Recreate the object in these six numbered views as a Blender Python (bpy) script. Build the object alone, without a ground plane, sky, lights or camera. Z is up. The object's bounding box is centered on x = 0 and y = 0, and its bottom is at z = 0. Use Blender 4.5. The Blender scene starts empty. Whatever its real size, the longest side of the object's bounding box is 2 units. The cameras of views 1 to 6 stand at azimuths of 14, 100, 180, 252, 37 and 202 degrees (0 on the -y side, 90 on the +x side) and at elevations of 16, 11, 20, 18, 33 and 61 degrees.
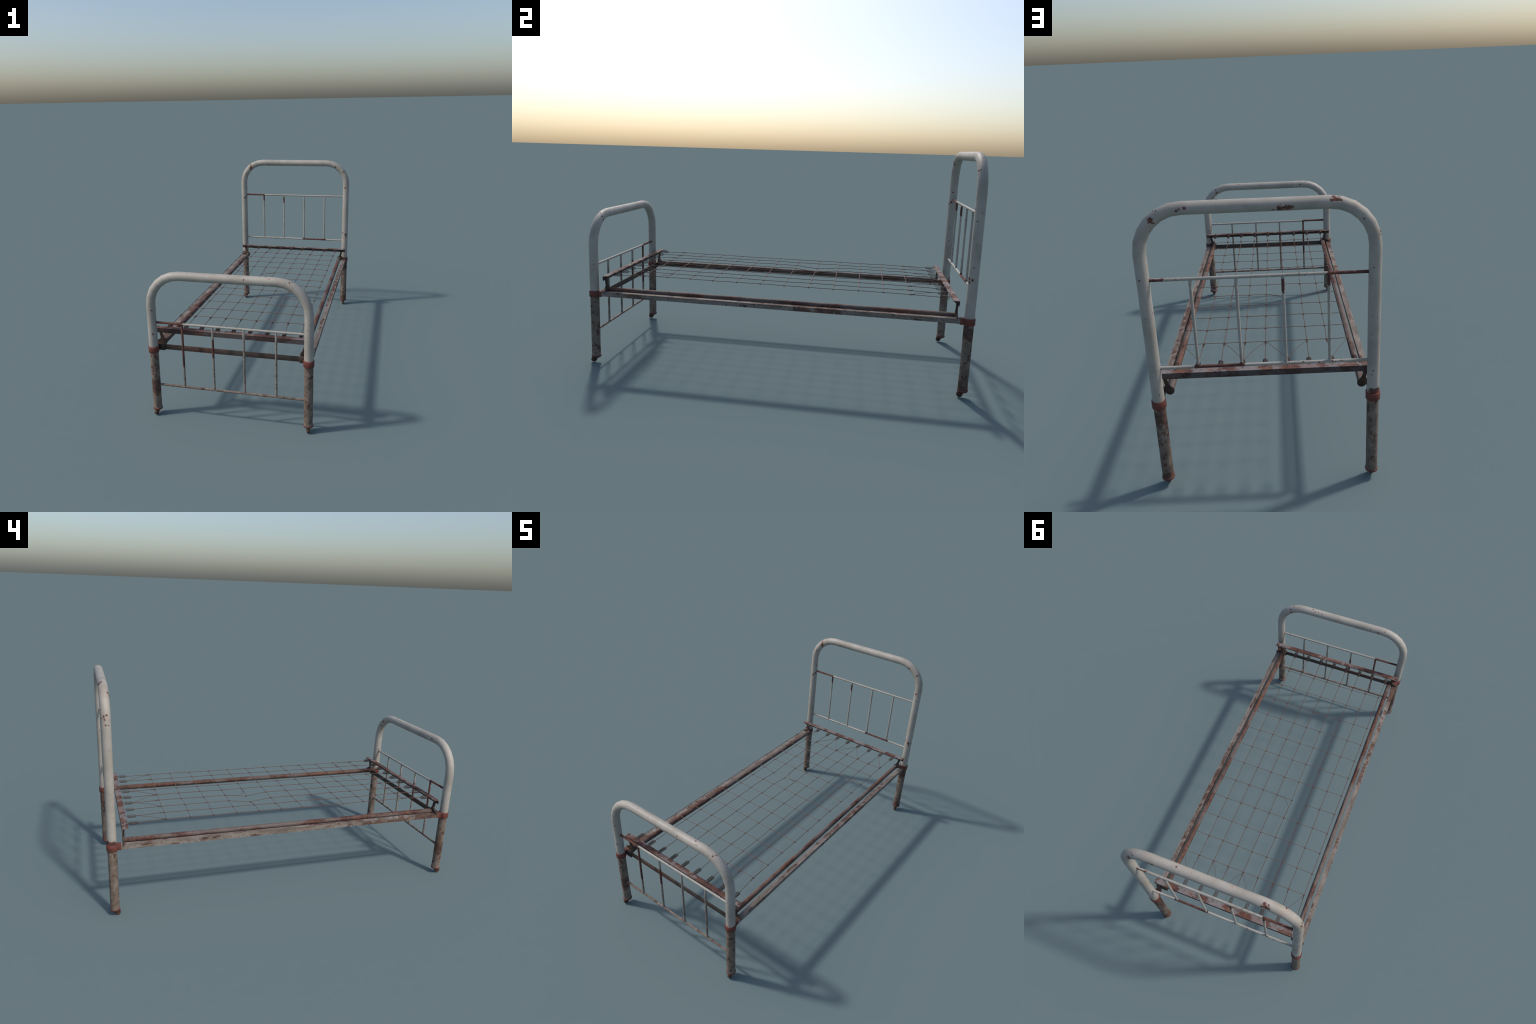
# Old tubular hospital bed: enamelled hoops on rusty legs with casters, angle-iron
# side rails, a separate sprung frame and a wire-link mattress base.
import bpy, bmesh, math, random
from mathutils import Vector, Matrix, noise

RND = random.Random(7)
V = Vector

# --------------------------------------------------------------- dimensions
XL = 0.4215          # leg axis, +-x
YE = 0.9715          # end frame plane, +-y
R_POST = 0.0240      # hoop and leg tube radius
BEND = 0.163         # hoop corner radius
TOP = {1: 1.177, -1: 0.811}            # hoop axis height: head (+y), foot (-y)
RAILS = {1: (0.912, 0.548), -1: (0.546, 0.181)}
SPINDLES = (-0.253, -0.0845, 0.0845, 0.253)
Z_COL0, Z_COL1 = 0.3750, 0.4080        # clamp collar
Z_MESH = 0.4900
WIRES_X = [0.0894 * (i - 4) for i in range(9)]
CROSS_Y = [0.6865 - 0.1271 * j for j in range(12)]

# ------------------------------------------------------------------- nodes
class Mat:
    def __init__(self, name):
        self.m = bpy.data.materials.new(name)
        self.m.use_nodes = True
        self.t = self.m.node_tree
        self.n = self.t.nodes
        self.bsdf = self.n["Principled BSDF"]
        self.pos = self.new("ShaderNodeNewGeometry").outputs["Position"]

    def new(self, kind, **kw):
        nd = self.n.new(kind)
        for k, v in kw.items():
            setattr(nd, k, v)
        return nd

    def put(self, sock, v):
        if isinstance(v, bpy.types.NodeSocket):
            self.t.links.new(v, sock)
        elif isinstance(v, (tuple, list)):
            v = tuple(v)
            sock.default_value = v + (1.0,) if len(v) == 3 and sock.type == "RGBA" else v
        else:
            sock.default_value = v

    def math(self, op, a, b=0.0, c=0.0, clamp=False):
        nd = self.new("ShaderNodeMath", operation=op, use_clamp=clamp)
        for s, v in zip(nd.inputs, (a, b, c)):
            self.put(s, v)
        return nd.outputs[0]

    def vmath(self, op, a, b=(0, 0, 0), out=0):
        nd = self.new("ShaderNodeVectorMath", operation=op)
        self.put(nd.inputs[0], a)
        if op == "SCALE":
            self.put(nd.inputs["Scale"], b)
        else:
            self.put(nd.inputs[1], b)
        return nd.outputs[out]

    def noise(self, scale, detail=4, rough=0.55, vec=None, stretch=None, color=False, dist=0.0):
        v = vec if vec is not None else self.pos
        if stretch:
            v = self.vmath("MULTIPLY", v, stretch)
        nd = self.new("ShaderNodeTexNoise")
        self.put(nd.inputs["Vector"], v)
        nd.inputs["Scale"].default_value = scale
        nd.inputs["Detail"].default_value = detail
        nd.inputs["Roughness"].default_value = rough
        nd.inputs["Distortion"].default_value = dist
        return nd.outputs["Color" if color else "Fac"]

    def step(self, f, lo, hi):
        nd = self.new("ShaderNodeMapRange", interpolation_type="SMOOTHSTEP")
        self.put(nd.inputs["Value"], f)
        nd.inputs["From Min"].default_value = lo
        nd.inputs["From Max"].default_value = hi
        return nd.outputs[0]

    def mix(self, f, a, b, blend="MIX"):
        nd = self.new("ShaderNodeMix", data_type="RGBA", blend_type=blend)
        self.put(nd.inputs[0], f)
        self.put(nd.inputs[6], a)
        self.put(nd.inputs[7], b)
        return nd.outputs[2]

    def fmax(self, *fs):
        r = fs[0]
        for f in fs[1:]:
            r = self.math("MAXIMUM", r, f)
        return r

    def warped(self, scale, amp):
        """position pushed about by noise: gives masks a ragged border"""
        c = self.noise(scale, 4, 0.6, color=True)
        c = self.vmath("SUBTRACT", c, (0.5, 0.5, 0.5))
        return self.vmath("ADD", self.pos, self.vmath("SCALE", c, amp * 2))

    def box(self, p, lo, hi, soft=0.004):
        """1 inside the axis-aligned box lo..hi, measured at the warped position p"""
        c = [(a + b) / 2 for a, b in zip(lo, hi)]
        h = [(b - a) / 2 for a, b in zip(lo, hi)]
        d = self.vmath("SUBTRACT", self.vmath("ABSOLUTE", self.vmath("SUBTRACT", p, c)), h)
        s = self.new("ShaderNodeSeparateXYZ")
        self.put(s.inputs[0], d)
        m = self.fmax(s.outputs[0], s.outputs[1], s.outputs[2])
        return self.step(m, soft, -soft)

    def spot(self, p, c, r, soft=0.35):
        d = self.vmath("LENGTH", self.vmath("SUBTRACT", p, c), out=1)
        return self.step(d, r * (1 + soft), r * (1 - soft))

    def done(self, color, rough=0.5, metal=0.0, bump=None, strength=0.2, dist=0.002, spec=0.22):
        self.put(self.bsdf.inputs["Base Color"], color)
        self.put(self.bsdf.inputs["Roughness"], rough)
        self.put(self.bsdf.inputs["Metallic"], metal)
        self.put(self.bsdf.inputs["Specular IOR Level"], spec)
        if bump is not None:
            b = self.new("ShaderNodeBump")
            b.inputs["Strength"].default_value = strength
            b.inputs["Distance"].default_value = dist
            self.put(b.inputs["Height"], bump)
            self.put(self.bsdf.inputs["Normal"], b.outputs[0])
        return self.m


CREAM = (0.370, 0.341, 0.300)
RUST_DARK = (0.060, 0.024, 0.021)
RUST = (0.125, 0.052, 0.038)
RUST_ORANGE = (0.20, 0.080, 0.045)


def rust_colour(M, light=1.0, brown=1.0):
    """dark to orange rust; brown > 1 takes the red out of it"""
    tint = lambda c: (c[0] * light, c[1] * light * brown, c[2] * light * brown)
    f = M.step(M.noise(38, 5, 0.65), 0.36, 0.66)
    c = M.mix(f, tint(RUST_DARK), tint(RUST))
    g = M.step(M.noise(17, 4, 0.6), 0.48, 0.66)
    return M.mix(M.math("MULTIPLY", g, 0.55), c, tint(RUST_ORANGE))


def enamel(name, zones=(), spots=(), chips=0.665, base=CREAM, dirty_below=0.0):
    """cream stove enamel, grubby, chipped to rust; zones = ragged bare boxes,
    spots = single chips (centre, radius)"""
    M = Mat(name)
    grime = M.step(M.noise(9, 5, 0.6), 0.35, 0.75)
    fine = M.noise(70, 4, 0.6)
    c = M.mix(grime, base, tuple(v * k for v, k in zip(base, (0.76, 0.75, 0.715))))
    c = M.mix(M.math("MULTIPLY", M.step(fine, 0.5, 0.75), 0.30), c, (0.32, 0.28, 0.24))
    stain = M.math("MULTIPLY", M.step(M.noise(14, 5, 0.7), 0.56, 0.74), 0.42)
    c = M.mix(stain, c, (0.36, 0.26, 0.21))
    p = M.warped(70, 0.016)
    q = M.warped(190, 0.0050)
    where = M.step(M.noise(5.5, 3, 0.5), 0.46, 0.60)
    pep = M.noise(120, 3, 0.5)
    speck = M.math("MULTIPLY", M.step(pep, chips, chips + 0.03), where)
    masks = [speck]
    for lo, hi in zones:
        masks.append(M.box(p, lo, hi, 0.0022))
    chip = M.fmax(*masks)
    flake = M.step(M.noise(110, 3, 0.6), 0.72, 0.64)      # paint left inside the bare patches
    chip = M.math("MULTIPLY", chip, flake)
    if spots:
        gone = M.fmax(*[M.spot(q, ctr, r * 0.00095, 0.30) for ctr, r in spots])
        gone = M.math("MULTIPLY", gone, M.step(M.noise(170, 2, 0.5), 0.30, 0.38))
        halo = M.fmax(*[M.spot(q, ctr, r * 0.0018, 0.55) for ctr, r in spots[::3]])
        c = M.mix(M.math("MULTIPLY", halo, 0.30), c, (0.33, 0.21, 0.165))
        chip = M.fmax(chip, gone)
    if dirty_below:
        z = M.new("ShaderNodeSeparateXYZ")
        M.put(z.inputs[0], M.pos)
        zz = M.math("ADD", z.outputs[2], M.math("MULTIPLY", M.noise(25, 4, 0.6), 0.10))
        low = M.step(zz, dirty_below + 0.09, dirty_below - 0.01)
        mud = M.mix(M.step(M.noise(60, 4, 0.6), 0.4, 0.62), (0.235, 0.200, 0.170), (0.120, 0.088, 0.068))
        c = M.mix(M.math("MULTIPLY", low, 0.85), c, mud)
    col = M.mix(chip, c, rust_colour(M))
    rough = M.math("ADD", M.math("MULTIPLY", chip, 0.4), M.math("ADD", M.math("MULTIPLY", grime, 0.12), 0.50))
    h = M.math("SUBTRACT", M.math("MULTIPLY", fine, 0.2), chip)
    return M.done(col, rough, bump=h, strength=0.35, dist=0.0010, spec=0.40)


def worn(name, zones=(), spots=(), base=(0.218, 0.176, 0.144), rust_at=0.575, stretch=(1, 1, 0.7), ragged=(45, 0.045)):
    """enamel gone grey-brown with dirt, rusting through"""
    M = Mat(name)
    a = M.step(M.noise(24, 6, 0.65, stretch=stretch), 0.35, 0.68)
    c = M.mix(a, base, tuple(v * k for v, k in zip(base, (0.56, 0.52, 0.48))))
    b = M.step(M.noise(90, 4, 0.65), 0.45, 0.70)
    c = M.mix(M.math("MULTIPLY", b, 0.55), c, (0.105, 0.070, 0.052))
    pale = M.step(M.noise(47, 3, 0.6), 0.60, 0.72)
    c = M.mix(M.math("MULTIPLY", pale, 0.5), c, tuple(v * 1.28 for v in base))
    pit = M.math("MULTIPLY", M.step(M.noise(150, 3, 0.55), 0.58, 0.66), M.step(M.noise(18, 3, 0.5), 0.40, 0.60))
    c = M.mix(M.math("MULTIPLY", pit, 0.75), c, (0.075, 0.042, 0.030))
    p = M.warped(*ragged)
    q = M.warped(130, 0.009)
    n = M.noise(34, 5, 0.6, stretch=stretch)
    masks = [M.step(n, rust_at, rust_at + 0.04)]
    for lo, hi in zones:
        masks.append(M.box(p, lo, hi, 0.005))
    for ctr, r in spots:
        masks.append(M.spot(q, ctr, r * 0.001))
    m = M.fmax(*masks)
    m = M.math("MULTIPLY", m, M.step(M.noise(75, 3, 0.6), 0.72, 0.62))
    col = M.mix(M.math("MULTIPLY", m, 0.88), c, rust_colour(M, 0.95, 1.28))
    h = M.math("SUBTRACT", M.math("MULTIPLY", b, 0.4), m)
    return M.done(col, M.math("ADD", M.math("MULTIPLY", m, 0.2), 0.62), bump=h, strength=0.4, dist=0.0012)


def rusty(name, bare=(0.150, 0.122, 0.110), lo=0.42, hi=0.58, stretch=(1, 0.25, 1), scale=22, light=1.0, web=0.0):
    """rust with grey patches of old primer"""
    M = Mat(name)
    n = M.noise(scale, 5, 0.6, stretch=stretch)
    f = M.step(n, lo, hi)
    c = M.mix(f, rust_colour(M, light, 1.12), bare)
    b = M.step(M.noise(85, 4, 0.65), 0.42, 0.72)
    c = M.mix(M.math("MULTIPLY", b, 0.45), c, (0.060, 0.040, 0.034))
    o = M.step(M.noise(9, 4, 0.6, stretch=stretch), 0.56, 0.70)
    c = M.mix(M.math("MULTIPLY", o, 0.5), c, (0.185 * light, 0.090 * light, 0.060 * light))
    if web:      # upright web of the angle bar is darker, picked out by its normal
        n = M.new("ShaderNodeSeparateXYZ")
        M.put(n.inputs[0], M.new("ShaderNodeNewGeometry").outputs["Normal"])
        up = M.step(M.math("ABSOLUTE", n.outputs[1]), 0.4, 0.8)
        c = M.mix(M.math("MULTIPLY", up, web), c, (0.042, 0.034, 0.034))
    return M.done(c, 0.66, bump=M.math("ADD", b, f), strength=0.3, dist=0.0008)


def plain(name, a, b, scale=40, rough=0.6, lo=0.4, hi=0.65, rust=0.0):
    M = Mat(name)
    c = M.mix(M.step(M.noise(scale, 5, 0.62), lo, hi), a, b)
    if rust:
        c = M.mix(M.step(M.noise(55, 4, 0.6), rust, rust + 0.06), c, RUST)
    return M.done(c, rough, bump=M.noise(90, 4, 0.6), strength=0.25, dist=0.0008)


# single chips through to the steel: (place on the tube, radius in mm)
HOOP_SPOTS = [
    ((-0.357, 0.948, 1.140), 12.0), ((-0.398, 0.949, 1.084), 5.5), ((-0.207, 0.951, 1.166), 4.4), ((0.336, 0.949, 1.150), 6.7), ((0.400, 0.950, 1.112), 6.2),
    ((0.378, 0.956, 1.096), 4.8), ((0.418, 0.948, 0.985), 6.8), ((0.428, 0.949, 0.937), 3.9), ((-0.414, 0.949, 0.885), 6.6), ((-0.402, 0.959, 0.898), 6.1),
    ((0.405, 0.955, 0.616), 6.9), ((0.430, 0.950, 0.605), 8.4), ((0.435, 0.952, 0.587), 6.4), ((0.356, 0.977, 1.173), 3.8), ((0.409, 0.959, 1.117), 4.3),
    ((-0.357, 0.953, 1.125), 7.9), ((-0.399, 0.965, 0.958), 5.0), ((-0.401, 0.960, 0.898), 7.5), ((0.445, 0.977, 0.922), 2.8), ((0.441, 0.959, 0.881), 3.6),
    ((0.431, 0.950, 0.595), 4.4), ((0.444, 0.963, 0.600), 6.5), ((0.444, 0.965, 0.661), 3.3), ((-0.399, 0.965, 0.658), 4.3), ((-0.082, 0.995, 1.170), 6.7),
    ((-0.099, 0.994, 1.168), 6.7), ((-0.117, 0.995, 1.171), 7.2), ((-0.129, 0.995, 1.170), 4.3), ((-0.062, 0.991, 1.163), 3.4), ((-0.273, 0.986, 1.196), 6.2),
    ((-0.376, 0.995, 1.118), 3.4), ((-0.413, 0.994, 0.934), 3.0), ((-0.433, 0.989, 1.057), 3.4), ((0.365, 0.996, 1.140), 7.2), ((0.271, 0.996, 1.173), 5.3),
    ((0.261, 0.996, 1.179), 3.8), ((0.242, 0.996, 1.182), 6.2), ((0.344, 0.986, 1.175), 3.9), ((0.428, 0.995, 0.921), 4.5), ((-0.416, 0.995, 0.511), 3.4),
    ((-0.412, 0.994, 0.493), 3.1), ((0.410, 0.993, 0.442), 3.0), ((-0.289, 0.979, 1.198), 4.8), ((-0.357, 0.951, 1.157), 5.4), ((-0.436, 0.966, 1.072), 6.0),
    ((-0.441, 0.978, 1.052), 5.3), ((-0.445, 0.972, 1.026), 5.7), ((-0.442, 0.960, 1.025), 3.2), ((-0.435, 0.983, 1.069), 2.5), ((0.134, 0.970, 1.201), 4.4),
    ((-0.273, 0.981, 1.199), 9.2), ((-0.359, 0.954, 1.162), 5.8), ((-0.437, 0.980, 1.066), 6.6), ((0.400, 0.962, 0.649), 5.9),
]
FOOT_SPOTS = [
    ((-0.409, -0.992, 0.618), 4.2), ((-0.412, -0.994, 0.484), 5.5), ((-0.206, -0.978, 0.834), 2.6), ((0.325, -0.986, 0.818), 4.7), ((0.225, -0.986, 0.831), 3.4),
    ((0.215, -0.987, 0.830), 2.5), ((0.096, -0.994, 0.820), 4.0), ((0.198, -0.992, 0.797), 3.7), ((0.305, -0.994, 0.814), 2.5), ((0.202, -0.974, 0.835), 2.5),
    ((0.203, -0.972, 0.835), 4.4), ((0.162, -0.959, 0.831), 3.7), ((0.335, -0.970, 0.819), 4.0), ((0.349, -0.953, 0.800), 4.9), ((0.338, -0.966, 0.816), 2.8),
    ((0.337, -0.949, 0.783), 3.6), ((0.355, -0.949, 0.771), 3.6), ((0.134, -0.959, 0.831), 2.8), ((0.184, -0.960, 0.832), 2.4), ((-0.235, -0.948, 0.815), 3.7),
    ((-0.186, -0.949, 0.818), 2.7), ((0.343, -0.949, 0.780), 7.2), ((0.370, -0.954, 0.743), 5.4), ((0.351, -0.965, 0.753), 3.3), ((0.185, -0.958, 0.831), 3.8),
    ((0.140, -0.958, 0.830), 3.4), ((-0.187, -0.952, 0.824), 3.5), ((-0.239, -0.948, 0.814), 4.7), ((-0.276, -0.956, 0.828), 3.7), ((-0.180, -0.949, 0.804), 2.5),
    ((0.398, -0.967, 0.556), 4.8), ((0.419, -0.948, 0.510), 3.4),
]
LEG_SPOTS = [
    ((0.423, -0.995, 0.359), 6.1), ((0.430, -0.994, 0.346), 4.9), ((0.406, -0.990, 0.324), 5.2), ((0.440, -0.985, 0.317), 4.6), ((0.416, -0.995, 0.235), 5.0),
    ((0.412, -0.994, 0.182), 7.6), ((0.426, -0.995, 0.165), 5.6), ((0.408, -0.991, 0.098), 6.5), ((-0.407, -0.990, 0.306), 8.7), ((-0.428, -0.994, 0.289), 7.8),
    ((-0.401, -0.984, 0.283), 5.9), ((-0.426, -0.995, 0.269), 7.8), ((-0.408, -0.991, 0.238), 6.6), ((-0.424, -0.995, 0.249), 6.2), ((-0.445, -0.972, 0.275), 10.1),
    ((-0.438, -0.955, 0.229), 5.8), ((-0.438, -0.955, 0.186), 10.9), ((-0.445, -0.970, 0.166), 10.9), ((-0.428, -0.949, 0.081), 9.5), ((-0.444, -0.978, 0.077), 5.9),
    ((0.441, -0.959, 0.348), 5.7), ((0.425, -0.949, 0.337), 4.9), ((0.445, -0.973, 0.289), 6.8), ((0.444, -0.969, 0.155), 4.2), ((0.443, 0.964, 0.284), 3.6),
    ((0.444, 0.980, 0.219), 6.2), ((0.423, 0.949, 0.135), 5.6), ((0.437, 0.954, 0.085), 7.6), ((0.444, 0.979, 0.112), 7.2), ((0.421, 0.996, 0.319), 11.3),
    ((0.427, 0.995, 0.296), 8.3), ((0.423, 0.995, 0.110), 8.6),
]
F, H = -YE, YE
RAIL_ZONES = [
    # footboard upper rail and its first two spindles
    ((-0.400, F - .02, 0.53), (-0.247, F + .02, 0.56)),
    ((-0.263, F - .02, 0.30), (-0.240, F + .02, 0.545)),
    ((-0.094, F - .02, 0.37), (-0.074, F + .02, 0.475)),
    # headboard upper rail, spindle heads, lower rail
    ((-0.400, H - .02, 0.90), (-0.246, H + .02, 0.93)),
    ((-0.263, H - .02, 0.865), (-0.240, H + .02, 0.91)),
    ((-0.094, H - .02, 0.845), (-0.074, H + .02, 0.90)),
    ((0.350, H, 0.90), (0.402, H + .02, 0.93)),
    ((0.075, H - .02, 0.535), (0.268, H + .02, 0.56)),
]
LEG_ZONES = [
    ((-0.46, F - .04, 0.130), (-0.38, F + .04, 0.215)),          # foot left leg band
    ((0.36, H - .04, 0.300), (0.47, H + .04, 0.372)),            # below head collars
    ((0.36, H - .04, 0.030), (0.47, H + .04, 0.075)),
]
M_HOOP = enamel("chipped_cream_enamel", zones=[
    ((-0.452, H - .012, 0.385), (-0.404, H + .03, 0.432)), ((-0.452, H - .03, 0.385), (-0.432, H + .03, 0.425)),
    ((-0.132, H + .012, 1.1605), (-0.074, H + .03, 1.1760)), ((-0.300, H + .008, 1.1835), (-0.262, H + .03, 1.1960)),
    ((0.352, H + .012, 1.132), (0.376, H + .03, 1.150))],
    spots=HOOP_SPOTS, chips=0.675)
M_FOOT_HOOP = enamel("chipped_cream_enamel_foot", spots=FOOT_SPOTS, chips=0.675)
M_BAR = enamel("enamelled_rod", zones=RAIL_ZONES, chips=0.605, base=(0.360, 0.338, 0.298), dirty_below=0.50)
M_BAR_LOW = worn("grimy_rod", base=(0.225, 0.178, 0.148), rust_at=0.55)
M_LEG = worn("grimy_enamel_leg", zones=LEG_ZONES, spots=LEG_SPOTS)
M_ANGLE = worn("worn_painted_angle", base=(0.255, 0.220, 0.193), rust_at=0.575, ragged=(26, 0.050), stretch=(1, 0.30, 1), zones=[
    ((0.40, -0.10, 0.395), (0.426, 0.66, 0.41)), ((0.40, 0.10, 0.36), (0.44, 0.36, 0.41)),
    ((-0.45, -0.93, 0.36), (-0.40, -0.76, 0.41)), ((-0.45, -0.74, 0.36), (-0.40, -0.42, 0.397)),
    ((-0.430, -0.42, 0.395), (-0.40, -0.10, 0.41))])
M_TUBE = rusty("rusted_tube", bare=(0.130, 0.105, 0.094), light=0.88)
M_SBAR = rusty("rusted_spring_bar", bare=(0.190, 0.168, 0.166), lo=0.47, hi=0.55, stretch=(0.6, 0.8, 1), scale=17, light=1.0, web=0.62)
M_FLAT = rusty("rusted_flat_bar", bare=(0.075, 0.062, 0.052), stretch=(0.2, 1, 1), scale=16, light=0.85)
M_IRON = plain("dark_cast_iron", (0.045, 0.034, 0.028), (0.080, 0.052, 0.040), rough=0.6)
M_RED = plain("red_oxide_paint", (0.172, 0.046, 0.037), (0.100, 0.044, 0.034), scale=48, rough=0.55, rust=0.57)
M_CAP = plain("worn_red_cap", (0.150, 0.043, 0.034), (0.085, 0.050, 0.040), scale=70, rough=0.6)
M_WIRE = plain("rusty_wire", (0.090, 0.047, 0.035), (0.145, 0.083, 0.065), scale=160, rough=0.6)
M_CROSS = plain("pale_rusty_wire", (0.125, 0.074, 0.058), (0.19, 0.125, 0.105), scale=160, rough=0.6)
M_KNOT = plain("dark_wire_knot", (0.070, 0.036, 0.028), (0.105, 0.058, 0.044), scale=160, rough=0.65)
M_SPRING = plain("rusty_spring", (0.100, 0.064, 0.050), (0.062, 0.038, 0.031), scale=160, rough=0.55)
M_WHEEL = plain("grimy_wheel", (0.095, 0.052, 0.035), (0.035, 0.023, 0.018), scale=140, rough=0.6)

# ---------------------------------------------------------------- geometry
ROOT = bpy.data.objects.new("metal_bed", None)
bpy.context.scene.collection.objects.link(ROOT)
ROOT["label"] = "old white tubular metal bed frame, rusty, with wire mesh springs"
ROOT["category"] = "bed frame"


def link(name, mesh, parent=ROOT, loc=(0, 0, 0), rot=None):
    ob = bpy.data.objects.new(name, mesh)
    ob.location = loc
    if rot is not None:
        ob.rotation_euler = rot
    ob.parent = parent
    bpy.context.scene.collection.objects.link(ob)
    return ob


def to_mesh(bm, name, mat, angle=40):
    bmesh.ops.recalc_face_normals(bm, faces=bm.faces)
    me = bpy.data.meshes.new(name)
    lim = math.radians(angle)
    for f in bm.faces:
        f.smooth = True
    for e in bm.edges:
        e.smooth = not (len(e.link_faces) == 2 and e.calc_face_angle(0) > lim)
    bm.to_mesh(me)
    bm.free()
    me.materials.append(mat)
    return me


def sweep(bm, path, r, seg=12, caps=True, up=V((0, 0, 1))):
    """round bar along a polyline; r is a number or a function of 0..1"""
    n = len(path)
    tang = [(path[min(i + 1, n - 1)] - path[max(i - 1, 0)]).normalized() for i in range(n)]
    a = tang[0].cross(up)
    if a.length < 1e-4:
        a = tang[0].cross(V((1, 0, 0)))
    a.normalize()
    rings = []
    for i, (p, t) in enumerate(zip(path, tang)):
        a = (a - t * a.dot(t)).normalized()
        b = t.cross(a)
        rr = r(i / (n - 1)) if callable(r) else r
        rings.append([bm.verts.new(p + (a * math.cos(k) + b * math.sin(k)) * rr)
                      for k in (2 * math.pi * j / seg for j in range(seg))])
    for u, w in zip(rings, rings[1:]):
        for j in range(seg):
            bm.faces.new((u[j], u[(j + 1) % seg], w[(j + 1) % seg], w[j]))
    if caps:
        bm.faces.new(rings[0][::-1])
        bm.faces.new(rings[-1])
    return rings


def lathe(bm, prof, centre, seg=32):
    """profile of (radius, z) pairs turned about a vertical axis"""
    rings = []
    for r, z in prof:
        if r < 1e-6:
            rings.append([bm.verts.new((centre[0], centre[1], z))])
        else:
            rings.append([bm.verts.new((centre[0] + r * math.cos(k), centre[1] + r * math.sin(k), z))
                          for k in (2 * math.pi * j / seg for j in range(seg))])
    for u, w in zip(rings, rings[1:]):
        for j in range(seg):
            q = [u[j % len(u)], u[(j + 1) % len(u)], w[(j + 1) % len(w)], w[j % len(w)]]
            q = [v for i, v in enumerate(q) if v not in q[:i]]
            if len(q) > 2:
                bm.faces.new(q)


def block(bm, lo, hi, bevel=0.0015):
    before = set(bm.verts)
    bmesh.ops.create_cube(bm, size=1)
    vs = [v for v in bm.verts if v not in before]
    for v in vs:
        v.co = V([l + (c + 0.5) * (h - l) for l, h, c in zip(lo, hi, v.co)])
    if bevel:
        es = [e for e in bm.edges if e.verts[0] in vs and e.verts[1] in vs]
        bmesh.ops.bevel(bm, geom=es, offset=bevel, segments=2, affect="EDGES", profile=0.5)


def extrude_outline(bm, pts, axis, lo, hi, bevel=0.0008):
    """flat outline given on the two other axes, extruded along `axis` from lo to hi"""
    o = [i for i in range(3) if i != axis]

    def mk(p, d):
        c = [0, 0, 0]
        c[o[0]], c[o[1]], c[axis] = p[0], p[1], d
        return bm.verts.new(c)
    a = [mk(p, lo) for p in pts]
    b = [mk(p, hi) for p in pts]
    fs = [bm.faces.new(a), bm.faces.new(b[::-1])]
    for i in range(len(pts)):
        j = (i + 1) % len(pts)
        fs.append(bm.faces.new((a[i], b[i], b[j], a[j])))
    if bevel:
        es = list({e for f in fs[:2] for e in f.edges})
        bmesh.ops.bevel(bm, geom=es, offset=bevel, segments=1, affect="EDGES")


def dense(a, b, n):
    return [a.lerp(b, i / n) for i in range(n + 1)]


def hoop_path(end):
    y, top = end * YE, TOP[end]
    left = dense(V((-XL, y, 0.385)), V((-XL, y, top - BEND)), 24)
    path = left
    for i in range(1, 7):
        k = math.pi - i / 6 * math.pi / 2
        path.append(V((-XL + BEND + BEND * math.cos(k), y, top - BEND + BEND * math.sin(k))))
    path += dense(path[-1], V((XL - BEND, y, top)), 24)[1:]
    for i in range(1, 7):
        k = math.pi / 2 - i / 6 * math.pi / 2
        path.append(V((XL - BEND + BEND * math.cos(k), y, top - BEND + BEND * math.sin(k))))
    path += dense(path[-1], V((XL, y, 0.385)), 24)[1:]
    return path


def dented(bm, amp=0.0005, scale=14):
    """hand-worn tube: very slight unevenness"""
    for v in bm.verts:
        v.co += v.normal * amp * noise.noise(v.co * scale)


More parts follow.
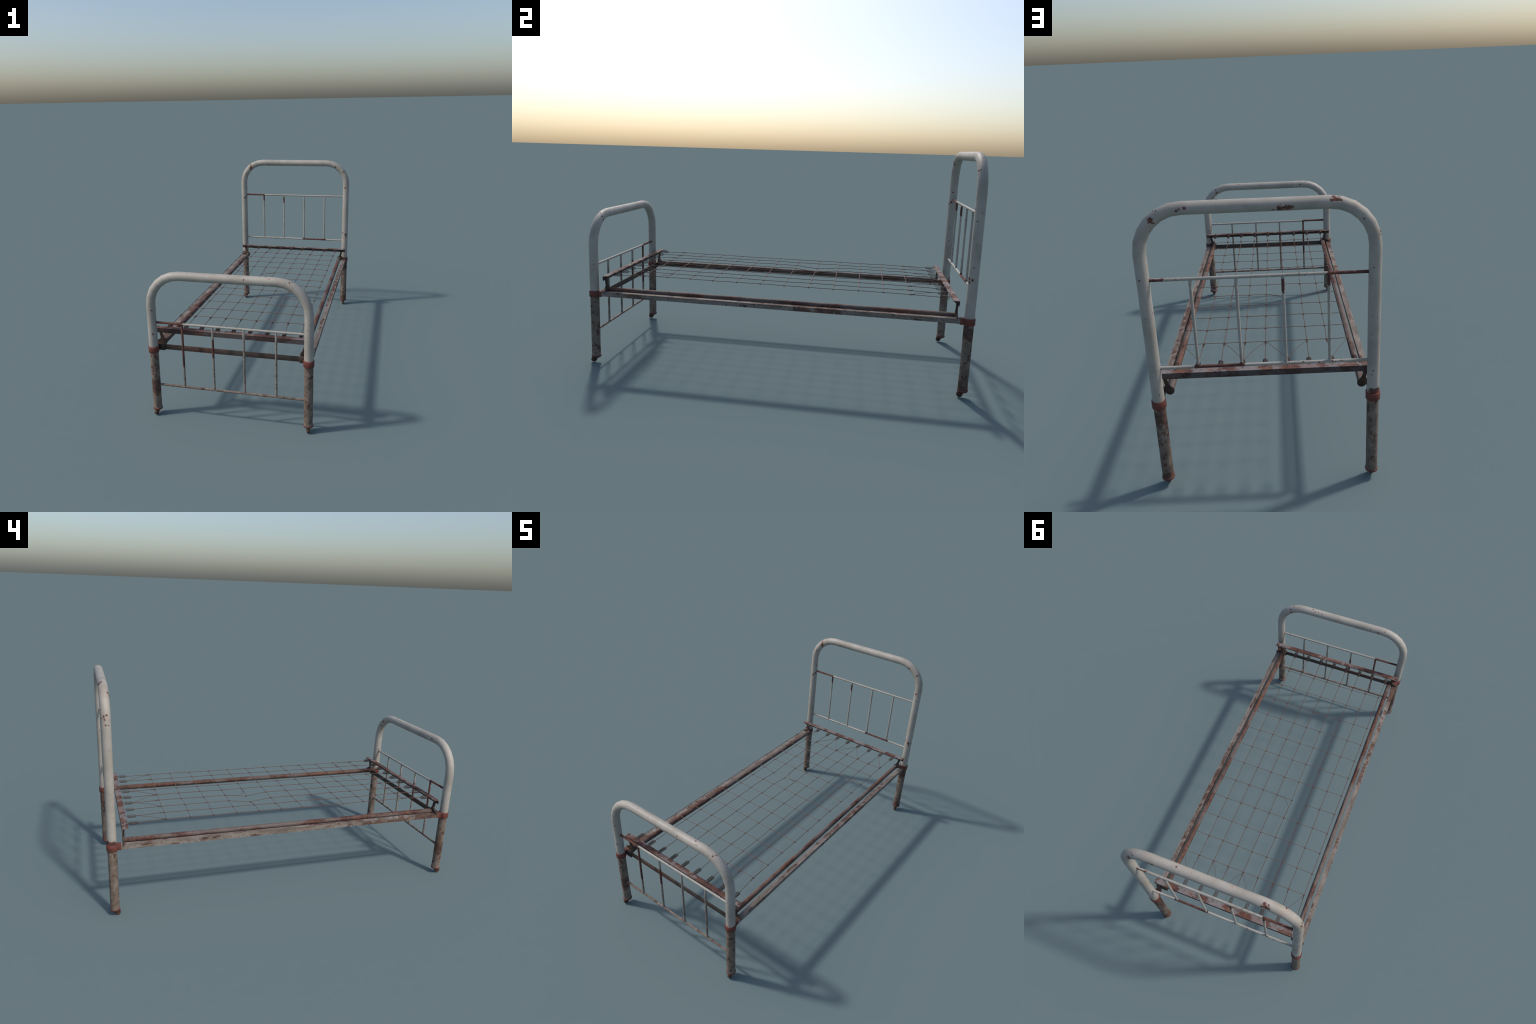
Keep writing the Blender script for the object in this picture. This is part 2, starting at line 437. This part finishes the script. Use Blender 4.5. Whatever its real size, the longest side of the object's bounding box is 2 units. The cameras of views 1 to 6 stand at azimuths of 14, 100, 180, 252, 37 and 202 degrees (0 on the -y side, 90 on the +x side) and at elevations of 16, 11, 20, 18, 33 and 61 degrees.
caster = {}
for end in (1, -1):
    y = end * YE
    bm = bmesh.new()
    sweep(bm, hoop_path(end), R_POST, 28, up=V((0, 1, 0)))
    bm.normal_update()
    dented(bm)
    board = link("headboard" if end > 0 else "footboard",
                 to_mesh(bm, "hoop", M_HOOP if end > 0 else M_FOOT_HOOP))
    for sx in (-1, 1):
        x = sx * XL
        # lower leg
        bm = bmesh.new()
        prof = [(0, 0.395), (R_POST - .0004, 0.395)]
        prof += [(R_POST - .0004, 0.385 - 0.343 * i / 40) for i in range(41)]
        prof += [(0.0247, 0.0400), (0.0, 0.0400)]
        lathe(bm, prof, (x, y), 32)
        bm.normal_update()
        dented(bm, 0.0007, 30)
        link("leg", to_mesh(bm, "leg", M_LEG), board)
        # pressed end cap with a rolled rim
        bm = bmesh.new()
        lathe(bm, [(0, .0410), (.0250, .0410), (.0263, .0392), (.0265, .0350), (.0256, .0318),
                   (.0215, .0285), (.0120, .0262), (.0115, .0235), (0, .0235)], (x, y), 32)
        link("foot_cap", to_mesh(bm, "foot_cap", M_CAP, 50), board)
        # clamp collar with the lug that takes the side rail
        bm = bmesh.new()
        lathe(bm, [(.0236, Z_COL0), (.0277, Z_COL0), (.0284, Z_COL0 + .001), (.0284, Z_COL1 - .0012),
                   (.0276, Z_COL1), (.0236, Z_COL1), (.0236, Z_COL0)], (x, y), 32)
        yi, yo = end * 0.9265, end * (YE - 0.018)
        x0, x1 = sorted((sx * 0.4070, sx * 0.4345))
        y0, y1 = sorted((yi, yo))
        block(bm, (x0, y0, 0.3745), (x1, y1, 0.4065), 0.0022)
        bmesh.ops.create_icosphere(bm, subdivisions=2, radius=.0022,
                                   matrix=Matrix.Translation((x, y + end * .0270, 0.393)))
        link("collar", to_mesh(bm, "collar", M_RED), board)
        if end < 0:      # second lug: socket of the flat tie bar
            bm = bmesh.new()
            x0, x1 = sorted((sx * 0.3690, sx * 0.4050))
            block(bm, (x0, -0.9440, 0.3725), (x1, -0.9225, 0.4068), 0.002)
            link("bar_socket", to_mesh(bm, "bar_socket", M_IRON), board)
        # caster: forked bracket and wheel, trailing toward the foot end
        if not caster:
            bm = bmesh.new()
            lathe(bm, [(0, .0258), (.0100, .0258), (.0100, .0215), (.0075, .0200), (0, .0200)], (0, 0), 20)
            for s in (-1, 1):
                a, b = sorted((s * .0080, s * .0100))
                extrude_outline(bm, [(.006, .0240), (-.008, .0240), (-.0185, .0190), (-.0190, .0125),
                                     (-.0135, .0098), (-.0085, .0130), (-.002, .0205)], 0, a, b, 0.0004)
            caster["fork"] = to_mesh(bm, "caster_fork", M_WHEEL)
            bm = bmesh.new()
            prof = [(0, -.0075), (.0045, -.0078), (.0050, -.0066), (.0118, -.0066), (.0126, -.0074), (.0144, -.0068),
                    (.0152, -.0045), (.0152, .0045), (.0144, .0068), (.0126, .0074), (.0118, .0066),
                    (.0050, .0066), (.0045, .0078), (0, .0075)]
            lathe(bm, prof, (0, 0), 28)
            bmesh.ops.rotate(bm, verts=bm.verts, cent=(0, 0, 0), matrix=Matrix.Rotation(math.pi / 2, 3, "Y"))
            caster["wheel"] = to_mesh(bm, "caster_wheel", M_WHEEL)
        swing = math.radians({(1, 1): 4, (1, -1): -6, (-1, 1): 10, (-1, -1): -8}[(end, sx)])
        link("caster_fork", caster["fork"], board, (x, y, 0), (0, 0, swing))
        o = V((0, -0.0130, 0.0152))
        o.rotate(Matrix.Rotation(swing, 3, "Z"))
        link("caster_wheel", caster["wheel"], board, (x + o.x, y + o.y, o.z), (0, 0, swing))
    # horizontal rods and spindles
    for zi, z in enumerate(RAILS[end]):
        bm = bmesh.new()
        half = XL - R_POST * 0.55
        sweep(bm, dense(V((-half, y, z)), V((half, y, z)), 40), 0.0063, 14)
        low = end < 0 and zi == 1
        link("cross_rod", to_mesh(bm, "cross_rod", M_BAR_LOW if low else M_BAR), board)
    z1, z0 = RAILS[end]
    bm = bmesh.new()
    sweep(bm, dense(V((0, 0, z0 - z1)), V((0, 0, 0)), 24), 0.0060, 12)
    me = to_mesh(bm, "spindle", M_BAR)
    for x in SPINDLES:
        link("spindle", me, board, (x + RND.uniform(-.0015, .0015), y, z1))

# ---- sprung frame ---------------------------------------------------------
def angle_bar(bm, a, b, sec):
    """constant section (closed list of u,v) drawn from y=a to y=b as (x,z)"""
    extrude_outline(bm, sec, 1, a, b, 0)

for sx in (-1, 1):
    # folded channel side rail, open below
    bm = bmesh.new()
    T = 0.0032
    sec = [(.4350, .4035), (.4350, .3792), (.4350 - T, .3792), (.4350 - T, .4035 - T), (.4090 + T, .4035 - T),
           (.4090 + T, .3805), (.4090, .3805), (.4090, .4035)]
    extrude_outline(bm, [(sx * u, w) for u, w in sec], 1, -0.928, 0.928, 0.0007)
    link("side_rail", to_mesh(bm, "side_rail", M_ANGLE))
    # tube of the sprung frame
    bm = bmesh.new()
    sweep(bm, dense(V((sx * .385, -.914, .407)), V((sx * .385, .914, .407)), 90), 0.0135, 20)
    bm.normal_update()
    dented(bm, 0.0006, 25)
    link("frame_tube", to_mesh(bm, "frame_tube", M_TUBE))
    for end in (-1, 1):
        # cast corner bracket: boss on the tube, arm up to the spring bar, claw on the side rail
        bm = bmesh.new()
        pts = [(.4125, .4866), (.4095, .4700), (.4060, .4500), (.4000, .4330), (.4070, .4235), (.4230, .4135), (.4405, .4085),
               (.4420, .4045), (.4280, .4040), (.4120, .4055), (.4035, .4050)]
        for i in range(9):
            k = math.radians(-25 - i * 23)
            pts.append((.3860 + .0180 * math.cos(k), .4085 + .0180 * math.sin(k)))
        pts += [(.3790, .4245), (.3880, .4330), (.3935, .4480), (.3955, .4700), (.3945, .4866)]
        pts = [(sx * u, w) for u, w in pts]
        y0, y1 = sorted((end * 0.9075, end * 0.9170))
        extrude_outline(bm, pts, 1, y0, y1, 0.0016)
        # foot of the arm bolted under the bar
        x0, x1 = sorted((sx * .3965, sx * .4100))
        y0, y1 = sorted((end * .9000, end * .9160))
        block(bm, (x0, y0, .4745), (x1, y1, .4875), .002)
        link("corner_bracket", to_mesh(bm, "corner_bracket", M_IRON))

for end in (-1, 1):
    # angle-iron spring bar, flange toward the mesh
    bm = bmesh.new()
    T = 0.0036
    sec = [(.9190, .4905), (.9190, .4645), (.9190 - T, .4645), (.9190 - T, .4905 - T), (.8880, .4905 - T), (.8880, .4905)]
    extrude_outline(bm, [(end * u, w) for u, w in sec], 0, -0.4315, 0.4315, 0.0007)
    link("spring_bar", to_mesh(bm, "spring_bar", M_SBAR))
bm = bmesh.new()
block(bm, (-.385, -.9350, .3755), (.385, -.9295, .4040), 0.0008)
link("tie_bar", to_mesh(bm, "tie_bar", M_FLAT))

# ---- helical springs ------------------------------------------------------
def spring_mesh(length, turns, rad):
    """coil along +y from the bar (y=0) with a hook over the bar and an eye at the far end"""
    bm = bmesh.new()
    path = [V((0, -.012, -.0065)), V((0, -.013, .0010)), V((0, -.0105, .0042)), V((0, -.005, .0048)),
            V((rad * .5, .002, .0030))]
    n = int(turns * 14)
    for i in range(n + 1):
        k = 2 * math.pi * i / 14
        path.append(V((rad * math.cos(k), .006 + length * i / n, rad * math.sin(k))))
    e = .006 + length
    for i in range(9):
        k = math.pi * 1.5 * i / 8
        path.append(V((0.001, e + .002 - .004 * math.cos(k), -.001 + .004 * math.sin(k))))
    sweep(bm, path, 0.00100, 6)
    return to_mesh(bm, "spring", M_SPRING)

S_HEAD = spring_mesh(0.040, 8, 0.0091)
S_FOOT = spring_mesh(0.045, 10, 0.0091)
TIP = {1: [], -1: []}
for i in range(9):
    for end, me in ((1, S_HEAD), (-1, S_FOOT)):
        x = 0.0908 * (i - 4) + (0.002 if end < 0 else 0.0) + RND.uniform(-.0015, .0015)
        z = 0.4880 + RND.uniform(-.0012, .0012)
        tilt = RND.uniform(-0.03, 0.03)
        link("spring", me, loc=(x, .8860 if end > 0 else -.8925, z), rot=(0, 0, (math.pi if end > 0 else 0.0) + tilt))
        TIP[end].append(V((x, .8350 if end > 0 else -.8375, z - .001)))

# ---- wire mattress --------------------------------------------------------
NODE = {}
for i, x in enumerate(WIRES_X):
    for j, y in enumerate(CROSS_Y):
        NODE[i, j] = V((x + RND.uniform(-.0015, .0015), y + RND.uniform(-.002, .002),
                        Z_MESH + RND.uniform(-.0012, .0012)))
# the torn cell: fifth cross wire has parted and two strands have sprung apart
NODE[3, 4] = V((-0.0915, 0.1750, 0.4750))
NODE[2, 4] = V((-0.1840, 0.1770, 0.4755))
W_LONG, W_CROSS = 0.00155, 0.00148


def wavy(a, b, n=6, amp=0.0007):
    pts = dense(a, b, n)
    return [pts[0]] + [p + V((RND.uniform(-amp, amp), RND.uniform(-amp, amp) * .5, RND.uniform(-amp, amp))) for p in pts[1:-1]] + [pts[-1]]


def strand(name, path, r, parent=ROOT, mat=None):
    bm = bmesh.new()
    sweep(bm, path, r, 6)
    return link(name, to_mesh(bm, name, mat or M_WIRE), parent)


for i in range(9):
    path = [TIP[1][i]] + wavy(TIP[1][i].lerp(NODE[i, 0], .02), NODE[i, 0], 5, .0010)
    for j in range(11):
        path += wavy(NODE[i, j], NODE[i, j + 1], 4, .0005)[1:]
    path += wavy(NODE[i, 11], TIP[-1][i], 5, .0008)[1:]
    strand("mattress_wire", path, W_LONG)
for j in range(12):
    runs = [(0, 8)]
    if j == 4:
        runs = [(0, 2), (3, 8)]
    for a, b in runs:
        path = [NODE[a, j]]
        for i in range(a, b):
            path += wavy(NODE[i, j], NODE[i + 1, j], 4, .0006)[1:]
        strand("cross_wire", [p + V((0, 0, .0013)) for p in path], W_CROSS, mat=M_CROSS)
# slack ties from the first cross wire to every second spring at the head end
for node, tip in ((8, 7), (6, 5), (4, 5), (4, 3), (2, 3), (0, 1)):
    a, b = NODE[node, 0], TIP[1][tip]
    pts = dense(a, b, 7)
    for k, p in enumerate(pts[1:-1], 1):
        p.z += 0.004 * math.sin(math.pi * k / 7) + RND.uniform(-.001, .001)
        p.x += RND.uniform(-.002, .002)
    strand("slack_tie", pts, 0.00105)
# twisted repairs at the two torn cells
k1 = NODE[4, 4].lerp(NODE[3, 4], 0.52)
k2 = NODE[3, 4].lerp(NODE[3, 3], 0.42)
strand("loose_wire", [k1, k1.lerp(k2, .5) + V((.002, -.004, .003)), k2], 0.001)
k3 = NODE[7, 10].lerp(NODE[8, 10], 0.55)
k4 = NODE[8, 10].lerp(NODE[8, 11], 0.42)
strand("loose_wire", [k3, k3.lerp(k4, .5) + V((-.002, 0, .002)), k4], 0.001)

# knots and twists, all in one part
bm = bmesh.new()
def coil(a, b, turns, r, wr=0.0009):
    t = (b - a).normalized()
    u = t.cross(V((0, 0, 1))).normalized()
    w = t.cross(u)
    n = max(6, int(turns * 8))
    sweep(bm, [a.lerp(b, i / n) + (u * math.cos(i * math.pi / 4) + w * math.sin(i * math.pi / 4)) * r for i in range(n + 1)], wr, 5)

for (i, j), p in NODE.items():
    mat = Matrix.Translation(p + V((.001, .0026, -.0016))) @ Matrix.Rotation(RND.uniform(-.5, .5), 4, "Z") @ Matrix.Diagonal((1.15, 0.85, 0.75, 1))
    bmesh.ops.create_icosphere(bm, subdivisions=1, radius=0.0041 * RND.uniform(.85, 1.2), matrix=mat)
    d = 1 if j < 11 else -1
    coil(p - V((.006, 0, 0)), p + V((.006, 0, 0)), 2, .0019)
    if j == 0:
        coil(p, p + (TIP[1][i] - p).normalized() * .024, 3, .0024, .0013)
    if j == 11:
        coil(p, p + (TIP[-1][i] - p).normalized() * .026, 3, .0024, .0013)
for p in TIP[1] + TIP[-1]:
    bmesh.ops.create_icosphere(bm, subdivisions=1, radius=0.0031, matrix=Matrix.Translation(p))
coil(NODE[4, 4], k1, 6, .0017, .0011)
coil(NODE[3, 3], k2, 6, .0015, .0010)
coil(NODE[7, 10], k3, 6, .0017, .0011)
coil(NODE[8, 11], k4, 7, .0015, .0011)
ob = link("wire_knot", to_mesh(bm, "wire_knot", M_KNOT))
ob["kind"] = "stuff"
